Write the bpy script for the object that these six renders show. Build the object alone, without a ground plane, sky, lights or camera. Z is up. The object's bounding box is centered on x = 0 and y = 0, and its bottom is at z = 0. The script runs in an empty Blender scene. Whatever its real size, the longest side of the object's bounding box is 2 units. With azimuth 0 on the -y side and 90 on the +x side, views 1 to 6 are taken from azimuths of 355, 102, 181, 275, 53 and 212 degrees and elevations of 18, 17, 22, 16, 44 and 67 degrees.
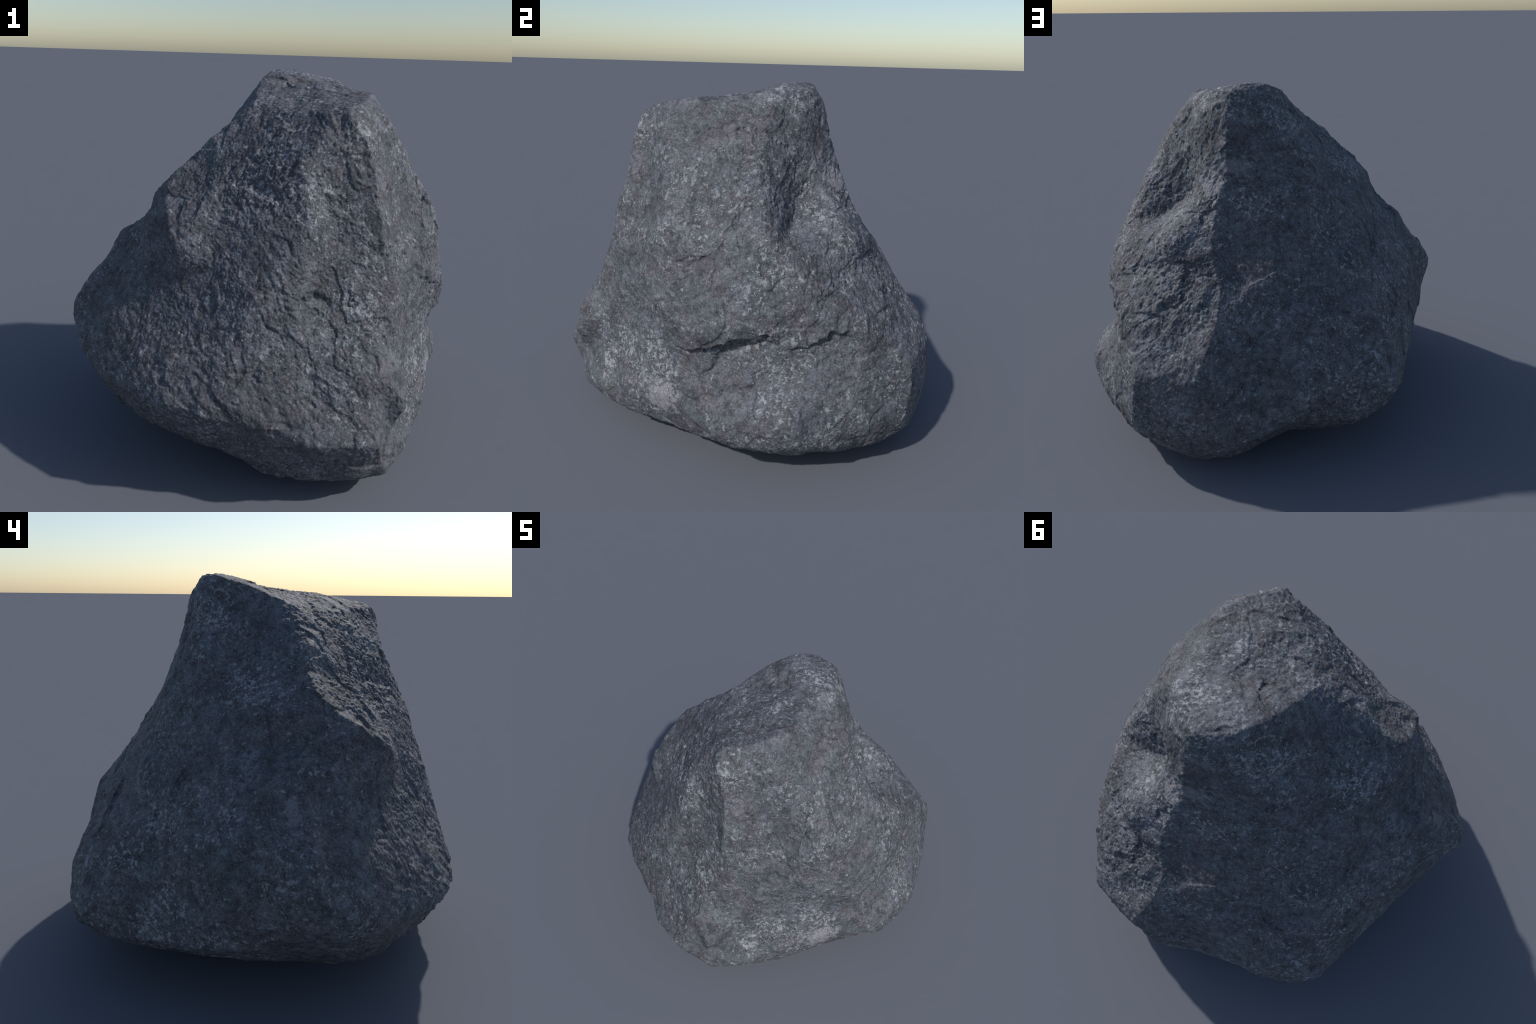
"""A grey boulder: a blunt, faceted wedge of coarse stone standing on its broad base.

The body is described by measured landmarks on its facets (metres).  A surface
through them is found in "facet space": seen from the heart of the rock, every
plane n.p = h is the linear function n/h of the direction, so a thin-plate
spline of 1/radius through the landmarks gives flat facets with rounded joins.
Ridges, steps, cracks and dents are then modelled along their own lines, and
the broken-stone relief is added with gradient noise that is coarser on the
fresh front and back-right fractures than on the smooth weathered sides.
"""
import bpy
import numpy as np

HEART = np.array([0.03, 0.0, 0.72])

# ---------------------------------------------------------------- landmarks
LANDMARKS = {
    "crown": [
        (-0.011, 0.233, 1.775), (0.314, 0.176, 1.748), (0.313, 0.087, 1.743), (0.179, 0.039, 1.736), (0.392, -0.231, 1.695),
        (0.330, -0.370, 1.669), (0.164, -0.366, 1.664), (-0.131, -0.141, 1.644), (0.243, -0.524, 1.632), (0.101, -0.425, 1.630),
        (-0.010, -0.331, 1.622), (-0.418, -0.219, 1.387), (0.442, 0.395, 1.168), (-0.704, -0.108, 1.066),
    ],
    "front_face": [
        (0.166, -0.503, 1.618), (0.314, -0.552, 1.520), (0.030, -0.570, 1.446), (0.331, -0.571, 1.432), (-0.264, -0.408, 1.361),
        (0.625, -0.309, 1.248), (0.070, -0.688, 1.222), (0.159, -0.626, 1.219), (0.222, -0.616, 1.213), (0.375, -0.628, 1.196),
        (0.186, -0.632, 1.165), (-0.508, -0.488, 1.148), (-0.474, -0.575, 1.083), (-0.319, -0.637, 1.006), (-0.161, -0.767, 0.937),
        (-0.455, -0.595, 0.922), (0.447, -0.687, 0.916), (-0.781, -0.286, 0.897), (0.106, -0.728, 0.895), (-0.003, -0.794, 0.883),
        (-0.484, -0.608, 0.872), (-0.540, -0.577, 0.852), (0.243, -0.746, 0.842), (-0.454, -0.643, 0.840), (-0.513, -0.617, 0.820),
        (0.351, -0.776, 0.776), (-0.881, -0.323, 0.760), (-0.801, -0.436, 0.759), (0.030, -0.831, 0.720), (0.303, -0.894, 0.595),
        (0.372, -0.881, 0.594), (0.149, -0.894, 0.565), (-0.746, -0.619, 0.560), (-0.292, -0.899, 0.527), (-0.808, -0.590, 0.514),
        (-0.722, -0.678, 0.514), (-0.514, -0.846, 0.488), (-0.761, -0.633, 0.473), (-0.388, -0.876, 0.471), (0.394, -0.881, 0.460),
        (-0.272, -0.896, 0.438), (-0.061, -0.936, 0.418), (0.331, -0.973, 0.369), (0.080, -0.988, 0.367), (0.381, -0.902, 0.249),
    ],
    "right_face": [
        (0.392, 0.161, 1.670), (0.369, -0.426, 1.618), (0.431, -0.392, 1.602), (0.496, -0.236, 1.552), (0.525, -0.306, 1.520),
        (0.520, 0.073, 1.513), (0.399, -0.438, 1.496), (0.507, 0.144, 1.492), (0.543, 0.107, 1.450), (0.593, -0.220, 1.424),
        (0.306, 0.382, 1.392), (0.566, 0.139, 1.392), (0.625, -0.242, 1.359), (0.600, -0.292, 1.312), (0.575, -0.337, 1.268),
        (0.358, 0.317, 1.250), (0.696, -0.288, 1.241), (0.682, -0.067, 1.232), (0.537, -0.417, 1.157), (0.693, -0.315, 1.138),
        (0.714, 0.254, 1.098), (0.525, 0.503, 1.097), (0.768, -0.278, 1.070), (0.619, -0.443, 0.977), (0.807, -0.224, 0.926),
        (0.702, 0.535, 0.859), (0.692, 0.594, 0.829), (0.747, 0.504, 0.825), (0.804, -0.275, 0.822), (0.671, 0.649, 0.794),
        (0.872, 0.113, 0.790), (0.653, 0.707, 0.758), (0.830, 0.284, 0.755), (0.703, -0.353, 0.751), (0.877, -0.114, 0.720),
        (0.842, 0.225, 0.720), (0.867, 0.113, 0.720), (0.419, -0.758, 0.704), (0.699, -0.351, 0.689), (0.819, 0.162, 0.687),
        (0.752, 0.513, 0.666), (0.825, 0.047, 0.607), (0.517, -0.665, 0.579), (0.819, 0.278, 0.548), (0.492, -0.869, 0.523),
        (0.867, -0.026, 0.492), (0.791, -0.204, 0.487), (0.872, 0.118, 0.462), (0.473, -0.881, 0.455), (0.856, 0.431, 0.454),
        (0.487, -0.751, 0.411), (0.562, -0.599, 0.409), (0.949, 0.198, 0.391), (0.534, -0.672, 0.368), (0.934, 0.417, 0.366),
        (0.752, 0.695, 0.364), (0.958, 0.132, 0.360), (0.794, -0.271, 0.355), (0.966, 0.276, 0.333), (0.749, 0.717, 0.277),
        (0.903, 0.465, 0.268), (0.561, -0.738, 0.264), (0.700, -0.493, 0.259), (0.961, 0.069, 0.256),
    ],
    "back_face": [
        (0.030, 0.296, 1.763), (0.173, 0.337, 1.741), (0.296, 0.303, 1.642), (0.009, 0.350, 1.598), (0.170, 0.411, 1.482),
        (0.383, 0.281, 1.482), (-0.134, 0.332, 1.470), (0.477, 0.204, 1.444), (0.520, 0.171, 1.416), (-0.177, 0.346, 1.407),
        (-0.006, 0.429, 1.382), (0.482, 0.223, 1.360), (0.535, 0.197, 1.351), (0.190, 0.481, 1.311), (-0.157, 0.448, 1.269),
        (0.537, 0.260, 1.247), (0.401, 0.286, 1.228), (0.363, 0.484, 1.218), (0.042, 0.517, 1.197), (0.232, 0.565, 1.154),
        (0.516, 0.300, 1.135), (0.457, 0.593, 1.086), (0.241, 0.634, 1.052), (-0.222, 0.542, 1.036), (0.360, 0.672, 0.970),
        (-0.078, 0.654, 0.968), (0.579, 0.540, 0.953), (0.190, 0.710, 0.920), (-0.305, 0.648, 0.820), (0.200, 0.808, 0.800),
        (-0.245, 0.762, 0.720), (-0.475, 0.680, 0.682), (0.242, 0.911, 0.680), (0.293, 0.961, 0.558), (0.574, 0.897, 0.549),
        (-0.077, 0.849, 0.547), (-0.471, 0.825, 0.484), (-0.329, 0.869, 0.464), (-0.402, 0.859, 0.461), (-0.454, 0.839, 0.411),
        (-0.381, 0.867, 0.393), (0.609, 0.889, 0.370), (0.161, 0.998, 0.365), (-0.517, 0.830, 0.353), (-0.439, 0.857, 0.336),
        (-0.130, 0.901, 0.327), (-0.052, 0.913, 0.320), (0.595, 0.897, 0.246), (0.074, 0.943, 0.225), (0.164, 0.981, 0.206),
    ],
    "left_face": [
        (-0.091, 0.060, 1.727), (-0.098, 0.279, 1.633), (-0.147, 0.218, 1.593), (-0.331, -0.231, 1.482), (-0.186, 0.303, 1.454),
        (-0.235, 0.276, 1.439), (-0.327, 0.093, 1.400), (-0.222, 0.316, 1.387), (-0.522, -0.271, 1.292), (-0.561, -0.032, 1.241),
        (-0.593, -0.212, 1.228), (-0.529, -0.369, 1.219), (-0.615, -0.134, 1.131), (-0.640, -0.232, 1.119), (-0.625, -0.050, 1.106),
        (-0.612, -0.397, 1.105), (-0.622, -0.403, 1.037), (-0.726, -0.054, 1.033), (-0.763, -0.113, 1.027), (-0.651, -0.364, 1.002),
        (-0.564, 0.268, 0.998), (-0.696, -0.322, 0.977), (-0.789, -0.152, 0.973), (-0.742, -0.278, 0.951), (-0.681, -0.371, 0.949),
        (-0.501, 0.451, 0.922), (-0.724, -0.327, 0.922), (-0.807, -0.115, 0.911), (-0.820, -0.058, 0.876), (-0.862, -0.246, 0.872),
        (-0.605, 0.339, 0.863), (-0.816, 0.000, 0.838), (-0.898, -0.192, 0.811), (-0.926, -0.264, 0.801), (-0.927, -0.129, 0.800),
        (-0.848, 0.000, 0.781), (-0.780, 0.224, 0.720), (-0.992, -0.209, 0.677), (-0.726, 0.331, 0.652), (-0.924, -0.096, 0.642),
        (-0.977, -0.302, 0.639), (-0.716, 0.391, 0.618), (-0.934, -0.420, 0.548), (-0.626, 0.680, 0.538), (-0.936, -0.133, 0.500),
        (-0.927, -0.066, 0.475), (-0.842, -0.539, 0.474), (-0.794, -0.582, 0.433), (-0.655, 0.743, 0.407), (-0.688, 0.691, 0.366),
        (-0.707, 0.627, 0.332),
    ],
    "underside": [
        (-0.912, -0.408, 0.468), (-0.872, -0.194, 0.397), (-0.868, 0.064, 0.348), (-0.640, 0.755, 0.328), (-0.654, 0.682, 0.299),
        (-0.727, 0.553, 0.294), (-0.166, 0.860, 0.270), (-0.742, -0.477, 0.257), (-0.091, 0.885, 0.256), (-0.013, 0.911, 0.242),
        (0.916, 0.397, 0.235), (-0.677, -0.520, 0.233), (0.157, -0.934, 0.230), (0.954, 0.209, 0.229), (-0.274, -0.797, 0.228),
        (0.866, 0.517, 0.219), (-0.611, -0.559, 0.211), (0.943, 0.139, 0.209), (-0.204, -0.831, 0.207), (0.909, 0.067, 0.202),
        (-0.536, -0.591, 0.194), (0.868, 0.443, 0.192), (0.811, 0.574, 0.182), (-0.238, -0.768, 0.178), (-0.480, 0.740, 0.176),
        (-0.164, -0.787, 0.166), (0.809, 0.482, 0.159), (0.287, -0.910, 0.158), (-0.319, -0.663, 0.156), (0.659, 0.762, 0.155),
        (-0.608, -0.331, 0.153), (0.746, 0.625, 0.152), (-0.489, 0.653, 0.150), (0.698, -0.413, 0.149), (-0.591, -0.262, 0.147),
        (-0.205, -0.621, 0.142), (0.205, 0.939, 0.139), (0.295, 0.940, 0.139), (-0.580, -0.198, 0.137), (0.424, -0.849, 0.134),
        (-0.554, -0.361, 0.134), (0.641, -0.544, 0.134), (0.814, 0.411, 0.132), (-0.123, 0.740, 0.130), (-0.012, -0.841, 0.129),
        (-0.124, -0.743, 0.127), (-0.492, 0.475, 0.122), (-0.048, -0.754, 0.121), (-0.287, -0.378, 0.119), (0.073, -0.865, 0.112),
        (0.194, -0.441, 0.108), (0.146, -0.469, 0.097), (0.243, -0.509, 0.095), (0.187, -0.530, 0.094), (0.161, 0.893, 0.092),
        (0.342, 0.896, 0.087), (0.252, 0.902, 0.085), (-0.163, -0.705, 0.085), (-0.366, 0.643, 0.080), (0.364, -0.572, 0.076),
        (0.030, -0.811, 0.076), (0.309, -0.505, 0.075), (0.259, -0.446, 0.074), (0.430, -0.761, 0.073), (0.199, -0.816, 0.070),
        (0.070, -0.724, 0.070), (0.115, -0.819, 0.069), (0.218, -0.399, 0.064), (0.117, 0.836, 0.056), (-0.091, -0.740, 0.056),
        (-0.162, 0.407, 0.049), (-0.072, 0.377, 0.047), (-0.011, -0.758, 0.040), (-0.020, 0.341, 0.036), (0.160, 0.792, 0.010),
        (0.473, 0.429, 0.004),
    ],
}

# ------------------------------------------- lines and spots on the surface
# kind, name, height or depth, width, points (they are dropped onto the body)
FEATURES = [
    ("step", "left_facet", 0.012, 0.06,
     [(-0.60, 0.33, 0.88), (-0.58, 0.30, 0.94), (-0.56, 0.26, 0.99)]),
    ("step", "left_facet", 0.01, 0.06,
     [(-0.52, 0.45, 0.89), (-0.48, 0.45, 0.93), (-0.45, 0.42, 1.00)]),
    ("crack", "spalled_edge", 0.006, 0.01,
     [(0.07, 0.37, 1.58), (0.01, 0.35, 1.60), (-0.03, 0.34, 1.58), (-0.12, 0.29, 1.58), (-0.17, 0.23, 1.55)]),
    ("crack", "spalled_edge", 0.005, 0.008,
     [(-0.23, 0.13, 1.52), (-0.27, 0.08, 1.48)]),
    ("step", "ledge_lip", 0.032, 0.1,
     [(0.82, -0.19, 0.64), (0.85, -0.13, 0.63), (0.86, -0.07, 0.63), (0.84, 0.02, 0.64), (0.85, 0.09, 0.69), (0.83, 0.15, 0.71), (0.83, 0.25, 0.72), (0.81, 0.32, 0.68)]),
    ("step", "ledge_lip_back", 0.024, 0.09,
     [(0.80, 0.34, 0.67), (0.78, 0.43, 0.66), (0.76, 0.48, 0.70), (0.75, 0.52, 0.72), (0.72, 0.58, 0.73), (0.70, 0.63, 0.74)]),
    ("crack", "ledge_crack_front", 0.015, 0.015,
     [(0.87, -0.03, 0.49), (0.85, 0.02, 0.55), (0.83, 0.06, 0.62), (0.84, 0.09, 0.67), (0.83, 0.15, 0.70), (0.83, 0.25, 0.71), (0.81, 0.30, 0.69)]),
    ("crack", "ledge_crack_back", 0.014, 0.014,
     [(0.78, 0.44, 0.66), (0.76, 0.47, 0.69), (0.75, 0.51, 0.71), (0.74, 0.54, 0.73), (0.73, 0.57, 0.73)]),
    ("crack", "cheek_crack", 0.007, 0.008,
     [(0.83, -0.16, 0.91), (0.82, -0.14, 0.94), (0.81, -0.09, 0.97), (0.81, -0.04, 0.99)]),
    ("crack", "cheek_crack_upper", 0.006, 0.008,
     [(0.82, -0.12, 0.96), (0.80, -0.10, 1.01), (0.78, -0.03, 1.06)]),
    ("crack", "brow_crack", 0.009, 0.009,
     [(0.50, -0.18, 1.55), (0.49, -0.13, 1.57), (0.48, -0.06, 1.59), (0.44, 0.01, 1.63), (0.42, 0.07, 1.65), (0.36, 0.14, 1.69)]),
    ("crack", "brow_crack_lower", 0.01, 0.01,
     [(0.49, -0.03, 1.56), (0.47, 0.05, 1.58), (0.46, 0.12, 1.58), (0.43, 0.22, 1.52), (0.38, 0.28, 1.47)]),
    ("step", "flank_step", 0.01, 0.08,
     [(0.61, -0.26, 1.35), (0.68, -0.28, 1.27), (0.65, -0.33, 1.19), (0.65, -0.37, 1.08), (0.61, -0.45, 0.97), (0.62, -0.45, 0.92), (0.68, -0.39, 0.87), (0.78, -0.30, 0.81), (0.80, -0.24, 0.72)]),
    ("step", "toe_arc", 0.01, 0.03,
     [(0.91, 0.04, 0.41), (0.89, 0.08, 0.46), (0.86, 0.12, 0.48), (0.86, 0.18, 0.49), (0.87, 0.23, 0.49)]),
    ("crack", "shoulder_crack", 0.006, 0.008,
     [(0.65, 0.51, 0.91), (0.61, 0.52, 0.93), (0.57, 0.55, 0.96), (0.50, 0.59, 1.01)]),
    ("crack", "back_wrinkle", 0.008, 0.009,
     [(0.73, 0.46, 0.89), (0.69, 0.48, 0.91), (0.65, 0.50, 0.93), (0.63, 0.51, 0.94), (0.59, 0.53, 0.95), (0.55, 0.55, 0.98)]),
    ("crack", "back_flake", 0.012, 0.01,
     [(0.36, 0.70, 0.92), (0.36, 0.67, 0.96), (0.35, 0.66, 0.99), (0.32, 0.65, 1.01), (0.29, 0.65, 1.03), (0.23, 0.64, 1.03)]),
    ("crack", "back_wrinkle_low", 0.007, 0.008,
     [(0.52, 0.74, 0.82), (0.51, 0.69, 0.86), (0.46, 0.70, 0.87)]),
    ("crack", "back_wrinkle_toe", 0.008, 0.009,
     [(0.48, 0.81, 0.74), (0.46, 0.79, 0.77), (0.43, 0.79, 0.79)]),
    ("crack", "back_wrinkle_mid", 0.006, 0.008,
     [(0.51, 0.65, 0.90), (0.47, 0.66, 0.91), (0.44, 0.67, 0.92)]),
    ("crack", "patch_crack", 0.008, 0.01,
     [(0.28, 0.56, 1.16), (0.28, 0.54, 1.18), (0.27, 0.52, 1.21), (0.22, 0.49, 1.27), (0.19, 0.48, 1.30)]),
    ("crack", "front_crack", 0.007, 0.008,
     [(-0.27, -0.41, 1.35), (-0.25, -0.40, 1.39), (-0.24, -0.38, 1.41)]),
    ("crack", "front_crack", 0.006, 0.008,
     [(-0.21, -0.44, 1.37), (-0.18, -0.48, 1.35), (-0.18, -0.50, 1.32)]),
    ("crack", "front_crack", 0.007, 0.008,
     [(-0.39, -0.45, 1.24), (-0.39, -0.48, 1.21), (-0.42, -0.50, 1.18), (-0.45, -0.51, 1.17)]),
    ("crack", "front_crack", 0.009, 0.01,
     [(0.23, -0.70, 0.96), (0.24, -0.72, 0.91), (0.25, -0.74, 0.85)]),
    ("crack", "front_crack", 0.007, 0.01,
     [(0.10, -0.72, 0.94), (0.10, -0.73, 0.90)]),
    ("crack", "front_crack", 0.005, 0.008,
     [(0.10, -0.74, 0.87), (0.12, -0.76, 0.83)]),
    ("crack", "front_crack", 0.006, 0.008,
     [(0.38, -0.75, 0.80), (0.39, -0.76, 0.75), (0.42, -0.77, 0.70)]),
    ("crack", "front_crack", 0.01, 0.012,
     [(-0.14, -0.86, 0.68), (-0.15, -0.87, 0.63), (-0.13, -0.88, 0.60)]),
    ("crack", "front_crack", 0.005, 0.008,
     [(0.01, -0.84, 0.70), (-0.00, -0.86, 0.66)]),
    ("crack", "front_crack", 0.008, 0.01,
     [(0.05, -0.91, 0.53), (0.08, -0.93, 0.50)]),
    ("crack", "front_crack", 0.007, 0.012,
     [(0.05, -0.87, 0.63), (0.08, -0.88, 0.60), (0.09, -0.90, 0.55), (0.11, -0.92, 0.53), (0.15, -0.93, 0.50)]),
    ("crack", "front_crack", 0.008, 0.012,
     [(0.09, -0.19, 1.69), (-0.04, -0.23, 1.65), (-0.10, -0.24, 1.61), (-0.11, -0.29, 1.58), (-0.12, -0.33, 1.55)]),
    ("crack", "front_crack", 0.007, 0.012,
     [(-0.15, -0.37, 1.50), (-0.19, -0.39, 1.44), (-0.27, -0.41, 1.35)]),
    ("step", "scallop_edge", 0.006, 0.05,
     [(-0.11, 0.63, 0.98), (-0.08, 0.65, 0.97), (-0.01, 0.68, 0.94), (0.09, 0.71, 0.91)]),
    ("step", "back_plate", 0.017, 0.05,
     [(-0.44, 0.76, 0.62), (-0.46, 0.72, 0.64), (-0.47, 0.68, 0.68), (-0.40, 0.67, 0.75), (-0.33, 0.65, 0.80), (-0.27, 0.62, 0.88)]),
    ("step", "left_plate", 0.014, 0.04,
     [(-0.60, 0.34, 0.86), (-0.58, 0.30, 0.94), (-0.55, 0.28, 1.01)]),
    ("step", "left_plate", 0.012, 0.04,
     [(-0.64, 0.48, 0.69), (-0.63, 0.41, 0.76), (-0.59, 0.40, 0.83)]),
    ("crack", "left_nick", 0.006, 0.01,
     [(-0.46, 0.46, 0.94), (-0.52, 0.45, 0.89)]),
    ("step", "crown_plate", 0.01, 0.04,
     [(0.09, 0.39, 1.55), (0.06, 0.37, 1.58), (0.00, 0.35, 1.59), (-0.03, 0.34, 1.57)]),
    ("ridge", "left_rib", 0.008, 0.05,
     [(-0.78, -0.15, 0.97), (-0.84, -0.16, 0.89), (-0.89, -0.19, 0.81), (-0.97, -0.24, 0.73), (-0.97, -0.30, 0.64), (-0.96, -0.34, 0.58)]),
    ("crack", "pocket_line", 0.008, 0.02,
     [(-0.70, -0.04, 1.04), (-0.72, -0.10, 1.06), (-0.71, -0.19, 1.06)]),
    ("step", "crown_chip", 0.012, 0.025,
     [(-0.03, 0.07, 1.75), (0.00, 0.07, 1.75), (0.03, 0.04, 1.74), (0.03, -0.00, 1.73), (0.01, -0.04, 1.72)]),
    ("ridge", "front_corner", 0.015, 0.05,
     [(0.27, -0.54, 1.59), (0.29, -0.55, 1.55), (0.33, -0.57, 1.43), (0.35, -0.59, 1.31), (0.37, -0.62, 1.19), (0.38, -0.64, 1.14)]),
    ("ridge", "front_brow", 0.009, 0.045,
     [(-0.01, -0.33, 1.62), (0.10, -0.42, 1.62), (0.16, -0.49, 1.63), (0.22, -0.50, 1.63)]),
    ("ridge", "chin", 0.014, 0.05,
     [(-0.51, -0.84, 0.49), (-0.39, -0.88, 0.47), (-0.27, -0.89, 0.44), (-0.16, -0.92, 0.43), (-0.06, -0.93, 0.42), (0.01, -0.95, 0.38), (0.08, -0.98, 0.37), (0.20, -0.98, 0.37), (0.33, -0.97, 0.37)]),
    ("ridge", "chin_corner", 0.012, 0.04,
     [(0.33, -0.97, 0.37), (0.38, -0.90, 0.25), (0.42, -0.84, 0.14)]),
    ("ridge", "brow_left", 0.014, 0.05,
     [(-0.33, -0.23, 1.48), (-0.42, -0.22, 1.39), (-0.52, -0.27, 1.29), (-0.53, -0.37, 1.22), (-0.51, -0.49, 1.15), (-0.47, -0.57, 1.08)]),
    ("ridge", "crown_back", 0.01, 0.04,
     [(0.17, 0.33, 1.72), (0.07, 0.29, 1.77), (-0.01, 0.23, 1.76), (-0.05, 0.16, 1.75), (-0.09, 0.06, 1.72), (-0.11, -0.05, 1.67), (-0.13, -0.14, 1.64)]),
    ("ridge", "crown_right", 0.014, 0.04,
     [(0.39, -0.23, 1.69), (0.33, -0.37, 1.67), (0.23, -0.50, 1.63)]),
    ("ridge", "back_spine", 0.013, 0.05,
     [(0.14, 0.30, 1.76), (0.16, 0.37, 1.61), (0.17, 0.41, 1.48), (0.16, 0.45, 1.38), (0.19, 0.48, 1.31), (0.23, 0.56, 1.15), (0.24, 0.63, 1.05), (0.19, 0.71, 0.92), (0.20, 0.81, 0.80), (0.24, 0.90, 0.68), (0.29, 0.95, 0.56)]),
    ("ridge", "heel", 0.012, 0.04,
     [(0.57, 0.89, 0.55), (0.58, 0.89, 0.48), (0.61, 0.89, 0.37), (0.62, 0.88, 0.29)]),
]

# roughness of the fracture in different parts of the surface
FRACTURE = [
    ((0.15, -0.85, 0.85), 1.0), ((-0.15, -0.40, 1.40), 1.15), ((0.15, -0.62, 1.40), 1.0),
    ((-0.55, -0.72, 0.70), 0.9), ((0.55, -0.62, 0.60), 0.75), ((0.80, -0.05, 1.00), 0.6),
    ((0.90, 0.15, 0.40), 0.55), ((0.45, 0.68, 0.90), 1.1), ((0.40, 0.40, 1.35), 1.0),
    ((0.60, 0.88, 0.40), 0.7), ((-0.05, 0.55, 1.10), 0.3), ((-0.45, 0.15, 1.15), 0.25),
    ((-0.70, 0.20, 0.75), 0.3), ((-0.95, -0.35, 0.60), 0.4), ((0.05, 0.85, 0.40), 0.45),
    ((0.15, 0.00, 1.76), 0.8), ((0.05, -0.60, 0.05), 0.4), ((0.2, 0.3, 0.0), 0.3),
]


# ------------------------------------------------------------------- helpers
def sphere_mesh(levels):
    """Unit icosphere as arrays, split `levels` times."""
    g = (1 + 5 ** 0.5) / 2
    rows = [(0, s * 1.0, t * g) for s in (-1, 1) for t in (-1, 1)]
    v = np.array([p for a, b, c in rows for p in ((a, b, c), (b, c, a), (c, a, b))])
    near = 2.001
    faces = []
    for i in range(12):
        for j in range(i + 1, 12):
            for k in range(j + 1, 12):
                if max(np.linalg.norm(v[i] - v[j]), np.linalg.norm(v[j] - v[k]), np.linalg.norm(v[i] - v[k])) < near:
                    out = np.dot(np.cross(v[j] - v[i], v[k] - v[i]), v[i]) > 0
                    faces.append((i, j, k) if out else (i, k, j))
    f = np.array(faces)
    v = v / np.linalg.norm(v, axis=1, keepdims=True)
    for _ in range(levels):
        v, f = split(v, f)
        v /= np.linalg.norm(v, axis=1, keepdims=True)
    return v, f


def split(v, f):
    """Cut every triangle into four."""
    e = np.sort(np.concatenate([f[:, [0, 1]], f[:, [1, 2]], f[:, [2, 0]]]), axis=1)
    key = e[:, 0].astype(np.int64) * len(v) + e[:, 1]
    _, first, inv = np.unique(key, return_index=True, return_inverse=True)
    m = (inv + len(v)).reshape(3, -1)
    v = np.vstack([v, (v[e[first, 0]] + v[e[first, 1]]) / 2])
    a, b, c = f.T
    f = np.concatenate([np.stack(t, 1) for t in ((a, m[0], m[2]), (b, m[1], m[0]), (c, m[2], m[1]), (m[0], m[1], m[2]))])
    return v, f


def wear(v, f, times, amount=0.5):
    """Round the edges a little: pull every vertex toward its neighbours."""
    i = np.concatenate([f[:, 0], f[:, 1], f[:, 2]])
    j = np.concatenate([f[:, 1], f[:, 2], f[:, 0]])
    count = np.bincount(i, minlength=len(v))[:, None]
    for _ in range(times):
        mean = np.stack([np.bincount(i, v[j, a], len(v)) for a in range(3)], 1) / count
        v = v + amount * (mean - v)
    return v


def plate(d):
    return d * d * np.log(d + 1e-12)


def sphere_hull(P):
    """Triangles joining points on a sphere (Delaunay), grown point by point."""
    i0=0;i1=int(np.argmin(P@P[0]));ax=np.cross(P[i0],P[i1]);i2=int(np.argmax(np.abs(P@ax)))
    nrm=np.cross(P[i1]-P[i0],P[i2]-P[i0]);i3=int(np.argmax(np.abs((P-P[i0])@nrm)))
    tri=[]
    cen=P[[i0,i1,i2,i3]].mean(0)
    for t in ((i0,i1,i2),(i0,i1,i3),(i0,i2,i3),(i1,i2,i3)):
        a,b,c=t
        if np.cross(P[b]-P[a],P[c]-P[a])@(P[a]-cen)<0: b,c=c,b
        tri.append((a,b,c))
    for k in range(len(P)):
        if k in (i0,i1,i2,i3): continue
        T=np.array(tri);n=np.cross(P[T[:,1]]-P[T[:,0]],P[T[:,2]]-P[T[:,0]])
        vis=((P[k]-P[T[:,0]])*n).sum(1)>1e-12
        edges={}
        for t in T[vis]:
            for a,b in ((t[0],t[1]),(t[1],t[2]),(t[2],t[0])): edges[(int(a),int(b))]=1
        tri=[tuple(t) for t in T[~vis]]+[(a,b,k) for a,b in edges if (b,a) not in edges]
    return np.array(tri)


class FacetSurface:
    """Radius as a function of direction, through the landmarks: partly the
    plain polyhedron over them, partly the rounded plate through them."""

    FLAT = 0.55

    def __init__(self, points):
        off = np.array(points) - HEART
        r = np.linalg.norm(off, axis=1)
        self.dirs, self.u = off / r[:, None], 1 / r
        n = len(r)
        a = plate(np.linalg.norm(self.dirs[:, None] - self.dirs[None], axis=2))
        lin = np.hstack([self.dirs, np.ones((n, 1))])
        low = np.hstack([lin.T, np.zeros((4, 4))])
        self.w = np.linalg.solve(np.vstack([np.hstack([a, lin]), low]), np.concatenate([self.u, np.zeros(4)]))
        self.tri = sphere_hull(self.dirs)
        self.inv = np.linalg.inv(np.transpose(self.dirs[self.tri], (0, 2, 1)))

    def radius(self, dirs):
        out = np.empty(len(dirs))
        n = len(self.dirs)
        for s in range(0, len(dirs), 8000):
            x = dirs[s:s + 8000]
            d = np.sqrt(np.maximum(0, 2 - 2 * x @ self.dirs.T))
            plump = plate(d) @ self.w[:n] + x @ self.w[n:n + 3] + self.w[-1]
            bary = [x @ self.inv[:, k].T for k in range(3)]
            t = np.argmax(np.minimum(np.minimum(bary[0], bary[1]), bary[2]), axis=1)
            row = np.arange(len(x))
            flat = sum(bary[k][row, t] * self.u[self.tri[t, k]] for k in range(3))
            out[s:s + 8000] = self.FLAT * flat + (1 - self.FLAT) * plump
        return 1 / out

    def drop(self, p):
        d = np.asarray(p, float) - HEART
        d /= np.linalg.norm(d, axis=-1, keepdims=True)
        return HEART + d * self.radius(d)[:, None]


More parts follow.
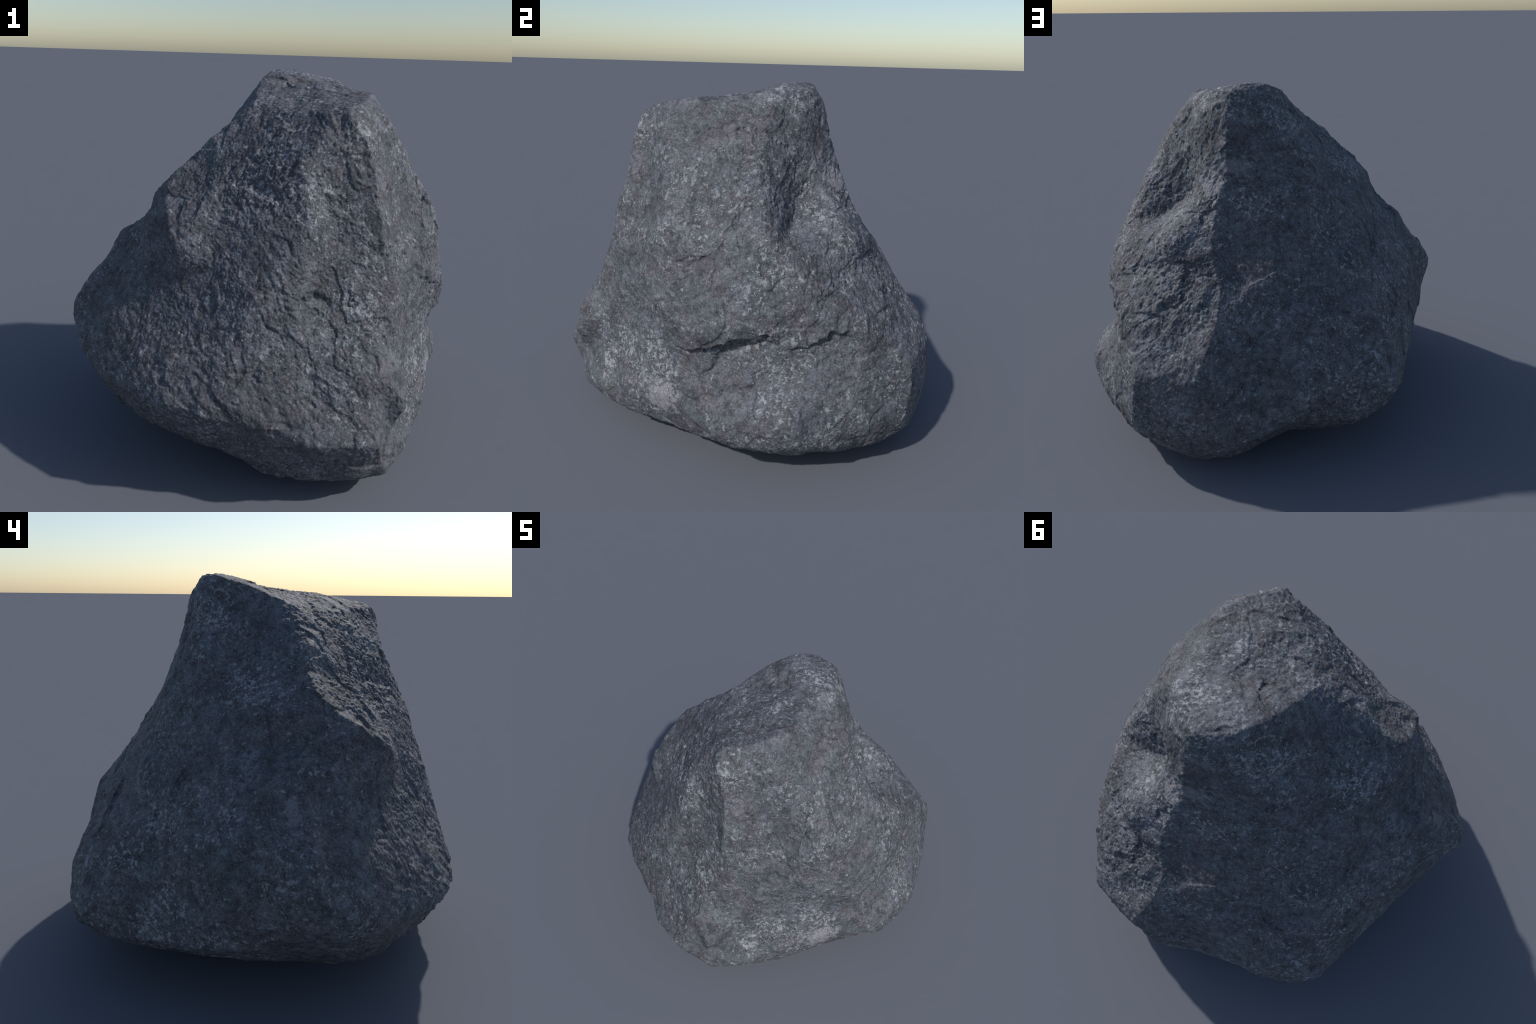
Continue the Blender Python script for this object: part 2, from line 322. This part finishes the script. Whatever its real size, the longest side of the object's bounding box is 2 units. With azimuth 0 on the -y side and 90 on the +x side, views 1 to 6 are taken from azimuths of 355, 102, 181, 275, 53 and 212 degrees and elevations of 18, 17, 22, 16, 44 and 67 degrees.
def lattice(i, j, k, seed):
    h = (i.astype(np.uint32) * np.uint32(374761393) + j.astype(np.uint32) * np.uint32(668265263)
         + k.astype(np.uint32) * np.uint32(2147483647) + np.uint32(seed * 974711 + 17))
    h = (h ^ (h >> np.uint32(13))) * np.uint32(1274126177)
    h = (h ^ (h >> np.uint32(16))) * np.uint32(2246822519)
    return h ^ (h >> np.uint32(15))


def noise(p, seed):
    """Gradient noise, about -1..1."""
    f = np.floor(p).astype(np.int64)
    t = (p - f)
    s = t * t * t * (t * (t * 6 - 15) + 10)
    total = 0
    for a in (0, 1):
        for b in (0, 1):
            for c in (0, 1):
                h = lattice(f[:, 0] + a, f[:, 1] + b, f[:, 2] + c, seed)
                gx = (h & np.uint32(1023)) / 511.5 - 1
                gy = ((h >> np.uint32(10)) & np.uint32(1023)) / 511.5 - 1
                gz = ((h >> np.uint32(20)) & np.uint32(1023)) / 511.5 - 1
                v = gx * (t[:, 0] - a) + gy * (t[:, 1] - b) + gz * (t[:, 2] - c)
                w = (s[:, 0] if a else 1 - s[:, 0]) * (s[:, 1] if b else 1 - s[:, 1]) * (s[:, 2] if c else 1 - s[:, 2])
                total = total + v * w
    return total * 1.5


def normals_of(v, f):
    fn = np.cross(v[f[:, 1]] - v[f[:, 0]], v[f[:, 2]] - v[f[:, 0]])
    n = np.zeros_like(v)
    for k in range(3):
        for a in range(3):
            n[:, a] += np.bincount(f[:, k], fn[:, a], len(v))
    return n / np.linalg.norm(n, axis=1, keepdims=True)


def smooth_between(x, lo, hi):
    t = np.clip((x - lo) / (hi - lo), 0, 1)
    return t * t * (3 - 2 * t)


def nearest_on_line(p, line):
    """Distance to a polyline, and the vector from it and the tangent there."""
    best = np.full(len(p), 1e9)
    off = np.zeros_like(p)
    tan = np.zeros_like(p)
    along = np.zeros(len(p))
    lengths = np.linalg.norm(np.diff(line, axis=0), axis=1)
    start = np.concatenate([[0], np.cumsum(lengths)])
    for a, b, s0, ln in zip(line[:-1], line[1:], start, lengths):
        u = (b - a) / max(ln, 1e-6)
        t = np.clip((p - a) @ u, 0, ln)
        o = p - (a + t[:, None] * u)
        d = np.linalg.norm(o, axis=1)
        m = d < best
        best[m], off[m], tan[m] = d[m], o[m], u
        along[m] = (s0 + t[m]) / start[-1]
    return best, off, tan, along


# --------------------------------------------------------------- build shape
def boulder_shape():
    v, f = sphere_mesh(7)
    body = FacetSurface([p for part in LANDMARKS.values() for p in part])
    v = HEART + v * body.radius(v)[:, None]
    v, f = split(wear(v, f, 2), f)
    v = wear(v, f, 2)
    n = normals_of(v, f)

    # ridges, steps, cracks, dents
    warp = np.stack([noise(v * 22, 40 + a) for a in range(3)], 1) * 0.010 \
        + np.stack([noise(v * 60, 50 + a) for a in range(3)], 1) * 0.004
    lift = np.zeros(len(v))
    crest = np.zeros(len(v))
    for kind, _, size, width, pts in FEATURES:
        line = body.drop(np.array(pts, float))
        lo, hi = line.min(0) - 6 * width, line.max(0) + 6 * width
        m = np.where(((v > lo) & (v < hi)).all(1))[0]
        if kind == "dent":
            d = np.linalg.norm(v[m] + warp[m] - line[0], axis=1)
            lift[m] -= size * np.exp(-(d / width) ** 2)
            continue
        jig = warp[m] * (0.35 if kind == "ridge" else 1.7)
        d, off, tan, along = nearest_on_line(v[m] + jig, line)
        ends = smooth_between(along, -0.02, 0.15) * smooth_between(1 - along, -0.02, 0.15)
        if kind == "ridge":
            crest[m] = np.maximum(crest[m], size * np.exp(-d / width) * (0.8 + 0.2 * ends))
        elif kind == "crack":
            lip = (np.cross(n[m], tan) * off).sum(1)
            lift[m] += ends * (-size * np.exp(-(d / width) ** 2) + 0.3 * size * np.exp(-d / (3 * width)) * np.sign(lip) * smooth_between(d, 0, width))
        elif kind == "step":
            side = (np.cross(n[m], tan) * off).sum(1)
            edge = smooth_between(side, -0.14 * width, 0.14 * width)
            lift[m] += size * ends * (edge - 0.5) * np.exp(-d / width)
    v = v + n * (lift + crest)[:, None]

    # broken-stone relief
    rough = np.zeros(len(v))
    weight = np.zeros(len(v))
    for c, r in FRACTURE:
        w = 1 / (np.linalg.norm(v - np.array(c), axis=1) ** 4 + 0.001)
        rough += w * r
        weight += w
    rough /= weight
    n = normals_of(v, f)
    # the stone splits along a steep grain: plates and chips are drawn out along it
    along = np.array([0.36, 0.14, -0.92])
    across = np.array([0.93, 0.0, 0.364])
    deep = np.cross(along, across)
    grain = np.stack([across, deep / np.linalg.norm(deep), along])
    q = v @ grain.T * np.array([1.0, 1.0, 0.62])
    q = q + 0.03 * np.stack([noise(v * 7, 60 + a) for a in range(3)], 1)
    hills = noise(q * 7, 1) * 0.0035 + noise(q * 14, 2) * 0.0035
    plates = (np.abs(noise(q * 20, 3)) - 0.25) * 0.007 + (np.abs(noise(q * 43, 4)) - 0.25) * 0.0065 + noise(q * 30, 13) * 0.0022
    # flakes: a slow rise that breaks off in a small cliff
    flakes = 0
    for seed, freq, size in ((9, 6.0, 0.0075), (10, 14.0, 0.004)):
        t = (v @ (across * 0.75 + np.array([0.0, -0.3, 0.55]))) * freq + 0.8 * noise(v * freq * 0.6, seed) + 0.3 * noise(v * freq * 2.2, seed + 20)
        saw = np.ceil(t) - t
        saw = saw * (1 - smooth_between(saw, 0.90, 1.0))
        flakes = flakes + size * (saw - 0.45) * smooth_between(noise(v * freq * 0.55, seed + 30), -0.15, 0.35)
    # broad shallow scars: flat-floored, with one firm edge
    scars = 0
    for seed, freq in ((11, 2.6), (12, 4.3)):
        t = noise(v * freq + 0.12 * np.stack([noise(v * 11, seed + 50 + a) for a in range(3)], 1), seed)
        scars = scars - 0.006 * smooth_between(t, 0.10, 0.135) * (1 - smooth_between(t, 0.15, 0.55))
    grit = np.abs(noise(q * 78, 5)) * 0.0040 + noise(v * 125, 6) * 0.0022
    pits = -smooth_between(noise(v * 30, 7), 0.55, 0.85) * 0.005
    patchy = 0.6 + 0.6 * smooth_between(noise(v * 5, 8), -0.3, 0.4)
    relief = hills * (0.45 + 0.4 * rough) + plates * patchy * rough + flakes * (0.3 + 0.6 * rough) + scars + (grit + pits) * (0.30 + 0.7 * rough) - 0.001
    v = v + n * relief[:, None]
    v[:, 2] = np.maximum(v[:, 2], 0.0)
    return v, f


# ------------------------------------------------------------------ material
class Nodes:
    def __init__(self, name):
        self.mat = bpy.data.materials.new(name)
        self.mat.use_nodes = True
        self.tree = self.mat.node_tree
        self.bsdf = self.tree.nodes["Principled BSDF"]
        self.pos = self.tree.nodes.new("ShaderNodeTexCoord").outputs["Object"]

    def put(self, socket, value):
        if hasattr(value, "links") or isinstance(value, bpy.types.NodeSocket):
            self.tree.links.new(value, socket)
        else:
            socket.default_value = value

    def math(self, op, a, b=0.0, clamp=False):
        n = self.tree.nodes.new("ShaderNodeMath")
        n.operation, n.use_clamp = op, clamp
        self.put(n.inputs[0], a)
        self.put(n.inputs[1], b)
        return n.outputs[0]

    def stretch(self, scale, turn=(0, 0, 0), shift=(0, 0, 0)):
        n = self.tree.nodes.new("ShaderNodeMapping")
        self.put(n.inputs["Vector"], self.pos)
        n.inputs["Scale"].default_value = scale
        n.inputs["Rotation"].default_value = turn
        n.inputs["Location"].default_value = shift
        return n.outputs[0]

    def noise(self, scale, detail=3.0, rough=0.55, warp=0.0, vec=None, offset=0.0):
        n = self.tree.nodes.new("ShaderNodeTexNoise")
        n.noise_dimensions = "4D"
        self.put(n.inputs["Vector"], vec if vec is not None else self.pos)
        n.inputs["W"].default_value = offset
        n.inputs["Scale"].default_value = scale
        n.inputs["Detail"].default_value = detail
        n.inputs["Roughness"].default_value = rough
        n.inputs["Distortion"].default_value = warp
        return n.outputs["Fac"]

    def cells(self, scale, vec=None, feature="F1"):
        n = self.tree.nodes.new("ShaderNodeTexVoronoi")
        n.feature = feature
        self.put(n.inputs["Vector"], vec if vec is not None else self.pos)
        n.inputs["Scale"].default_value = scale
        return n.outputs["Distance"]

    def band(self, x, lo, hi):
        n = self.tree.nodes.new("ShaderNodeMapRange")
        n.interpolation_type = "SMOOTHSTEP"
        self.put(n.inputs["Value"], x)
        n.inputs["From Min"].default_value = lo
        n.inputs["From Max"].default_value = hi
        return n.outputs["Result"]

    def mix(self, fac, a, b, blend="MIX"):
        n = self.tree.nodes.new("ShaderNodeMix")
        n.data_type, n.blend_type = "RGBA", blend
        self.put(n.inputs[0], fac)
        self.put(n.inputs[6], (*a, 1) if isinstance(a, tuple) else a)
        self.put(n.inputs[7], (*b, 1) if isinstance(b, tuple) else b)
        return n.outputs[2]

    def spot(self, centre, size, ragged=0.5, tex=None, soft=0.24):
        """A ragged patch around a place on the stone: 1 inside, 0 outside."""
        sub = self.tree.nodes.new("ShaderNodeVectorMath")
        sub.operation = "SUBTRACT"
        self.put(sub.inputs[0], self.pos)
        sub.inputs[1].default_value = centre
        div = self.tree.nodes.new("ShaderNodeVectorMath")
        div.operation = "DIVIDE"
        self.put(div.inputs[0], sub.outputs[0])
        div.inputs[1].default_value = size if isinstance(size, tuple) else (size,) * 3
        ln = self.tree.nodes.new("ShaderNodeVectorMath")
        ln.operation = "LENGTH"
        self.put(ln.inputs[0], div.outputs[0])
        tex = self.noise(22, 3, 0.6) if tex is None else tex
        x = self.math("ADD", ln.outputs["Value"], self.math("MULTIPLY", self.math("SUBTRACT", tex, 0.5), 4 * ragged))
        return self.band(x, 1 + soft / 2, 1 - soft / 2)


BARE_PATCHES = [  # pale spalls: centre, size, raggedness, strength
    ((0.79, -0.27, 0.33), (0.10, 0.09, 0.085), 1.1, 0.55),
    ((0.25, 0.45, 1.36), (0.07, 0.07, 0.075), 0.8, 0.6),
    ((0.13, 0.45, 1.43), (0.12, 0.06, 0.028), 0.7, 0.4),
    ((-0.83, -0.18, 0.91), (0.045, 0.03, 0.075), 1.1, 0.42),
    ((0.77, 0.50, 0.665), (0.025, 0.03, 0.03), 0.4, 0.5),
    ((-0.52, 0.75, 0.40), (0.03, 0.03, 0.03), 0.5, 0.4),
]
FLECKED_PATCHES = [  # places where pale crystals crowd together: centre, size
    ((0.07, 0.50, 1.24), (0.07, 0.08, 0.12)),
    ((-0.92, -0.22, 0.74), (0.08, 0.07, 0.18)),
    ((0.17, -0.905, 0.53), (0.10, 0.08, 0.07)),
    ((0.73, -0.28, 1.12), (0.09, 0.08, 0.10)),
    ((0.51, -0.68, 0.55), (0.04, 0.06, 0.08)),
    ((0.40, -0.44, 1.50), (0.08, 0.08, 0.08)),
    ((0.45, 0.40, 1.17), (0.10, 0.09, 0.07)),
    ((-0.93, -0.10, 0.62), (0.06, 0.05, 0.09)),
    ((0.20, 0.02, 1.75), (0.16, 0.20, 0.08)),
    ((0.10, -0.70, 1.17), (0.10, 0.08, 0.14)),
    ((0.30, -0.72, 0.92), (0.12, 0.10, 0.16)),
    ((0.82, -0.10, 0.75), (0.10, 0.20, 0.10)),
    ((-0.10, 0.66, 0.92), (0.14, 0.08, 0.06)),
    ((-0.50, 0.72, 0.52), (0.16, 0.12, 0.10)),
    ((-0.13, 0.23, 1.60), (0.06, 0.05, 0.05)),
    ((0.00, 0.54, 1.15), (0.04, 0.06, 0.10)),
    ((-0.22, 0.55, 1.03), (0.05, 0.04, 0.03)),
    ((-0.40, 0.70, 0.72), (0.07, 0.07, 0.08)),
    ((-0.78, 0.30, 0.30), (0.06, 0.10, 0.07)),
]


def stone():
    g = Nodes("speckled_grey_stone")
    grain = g.noise(130, 6, 0.75, offset=1.0)
    mottle = g.noise(34, 6, 0.68, 0.25, offset=3.0)
    broad = g.noise(4.5, 5, 0.6, 0.5, offset=7.0)
    hue = g.noise(6.0, 6, 0.62, 0.8, offset=11.0)
    # groundmass: slate, grey-green and faintly violet areas run into each other
    base = g.mix(g.band(hue, 0.38, 0.60), (0.075, 0.085, 0.096), (0.087, 0.084, 0.096))
    base = g.mix(g.math("MULTIPLY", g.band(broad, 0.46, 0.66), 0.9), base, (0.092, 0.099, 0.118))
    rust = g.noise(11.0, 5, 0.6, 0.5, offset=33.0)
    base = g.mix(g.math("MULTIPLY", g.band(rust, 0.55, 0.70), 0.5), base, (0.069, 0.066, 0.075))
    # crystal grain, soft and many-sized
    tone = g.math("MULTIPLY", g.band(grain, 0.32, 0.70), 1.15)
    tone = g.math("ADD", tone, g.math("MULTIPLY", g.band(mottle, 0.30, 0.70), 0.85))
    tone = g.math("ADD", tone, 0.10)
    base = g.mix(1.0, base, tone, "MULTIPLY")
    # uneven weathering: darker and lighter clouds with soft, torn edges
    cloud = g.noise(10.0, 6, 0.70, 0.6, offset=61.0)
    base = g.mix(1.0, base, g.math("ADD", g.math("MULTIPLY", g.band(cloud, 0.34, 0.66), 0.62), 0.72), "MULTIPLY")
    # pale flecks, crowded in some places and scarce in others
    tex = g.noise(26, 5, 0.68, offset=2.0)
    crowd = g.math("MULTIPLY", g.math("SUBTRACT", g.noise(3.6, 4, 0.6, 0.4, offset=21.0), 0.5), 0.42)
    for centre, size in FLECKED_PATCHES:
        crowd = g.math("ADD", crowd, g.math("MULTIPLY", g.spot(centre, size, 0.9, tex, soft=0.8), 0.03))
    fleck = g.math("ADD", g.noise(44, 4, 0.60, 0.3, offset=17.0), crowd)
    base = g.mix(g.math("MULTIPLY", g.band(fleck, 0.565, 0.69), 0.85), base, (0.285, 0.305, 0.325))
    flake = g.math("ADD", g.noise(20, 5, 0.62, 0.35, offset=71.0), g.math("MULTIPLY", crowd, 0.6))
    base = g.mix(g.math("MULTIPLY", g.band(flake, 0.625, 0.70), 0.7), base, (0.250, 0.262, 0.288))
    bright = g.math("ADD", g.noise(100, 4, 0.62, 0.2, offset=41.0), g.math("MULTIPLY", crowd, 0.7))
    base = g.mix(g.math("MULTIPLY", g.band(bright, 0.60, 0.72), 0.85), base, (0.42, 0.43, 0.465))
    # thin pale veins, broken up, that wander over the smooth sides
    vein = g.math("ABSOLUTE", g.math("SUBTRACT", g.noise(2.6, 5, 0.62, 0.9, offset=51.0), 0.5))
    vein = g.math("MULTIPLY", g.band(vein, 0.014, 0.002), g.band(g.noise(9.0, 4, 0.6, offset=57.0), 0.52, 0.66))
    base = g.mix(g.math("MULTIPLY", vein, 0.55), base, (0.230, 0.240, 0.265))
    # dark specks
    dark = g.noise(26, 5, 0.64, 0.3, offset=29.0)
    base = g.mix(g.math("MULTIPLY", g.band(dark, 0.57, 0.70), 0.7), base, (0.032, 0.033, 0.038))
    for centre, size, ragged, strength in BARE_PATCHES:
        patch = g.math("MULTIPLY", g.spot(centre, size, ragged, tex), g.math("ADD", g.band(grain, 0.25, 0.6), 0.25))
        base = g.mix(g.math("MULTIPLY", patch, strength), base, (0.265, 0.258, 0.280))
    g.put(g.bsdf.inputs["Base Color"], base)
    g.put(g.bsdf.inputs["Roughness"], 0.72)
    g.put(g.bsdf.inputs["Specular IOR Level"], 0.4)
    bump = g.tree.nodes.new("ShaderNodeBump")
    bump.inputs["Strength"].default_value = 0.6
    bump.inputs["Distance"].default_value = 0.004
    h = g.math("ADD", g.noise(75, 5, 0.65, 0.2, offset=5.0), g.math("MULTIPLY", grain, 0.6))
    g.put(bump.inputs["Height"], h)
    g.put(g.bsdf.inputs["Normal"], bump.outputs[0])
    return g.mat


def build():
    v, f = boulder_shape()
    mesh = bpy.data.meshes.new("boulder")
    mesh.vertices.add(len(v))
    mesh.vertices.foreach_set("co", v.astype(np.float32).ravel())
    mesh.loops.add(len(f) * 3)
    mesh.loops.foreach_set("vertex_index", f.astype(np.int32).ravel())
    mesh.polygons.add(len(f))
    mesh.polygons.foreach_set("loop_start", np.arange(0, len(f) * 3, 3, dtype=np.int32))
    mesh.polygons.foreach_set("use_smooth", np.ones(len(f), dtype=bool))
    mesh.update(calc_edges=True)
    mesh.validate()
    mesh.materials.append(stone())
    ob = bpy.data.objects.new("boulder", mesh)
    ob["label"] = "rough grey boulder with flat facets and pale mineral flecks"
    ob["category"] = "rock"
    bpy.context.collection.objects.link(ob)


build()
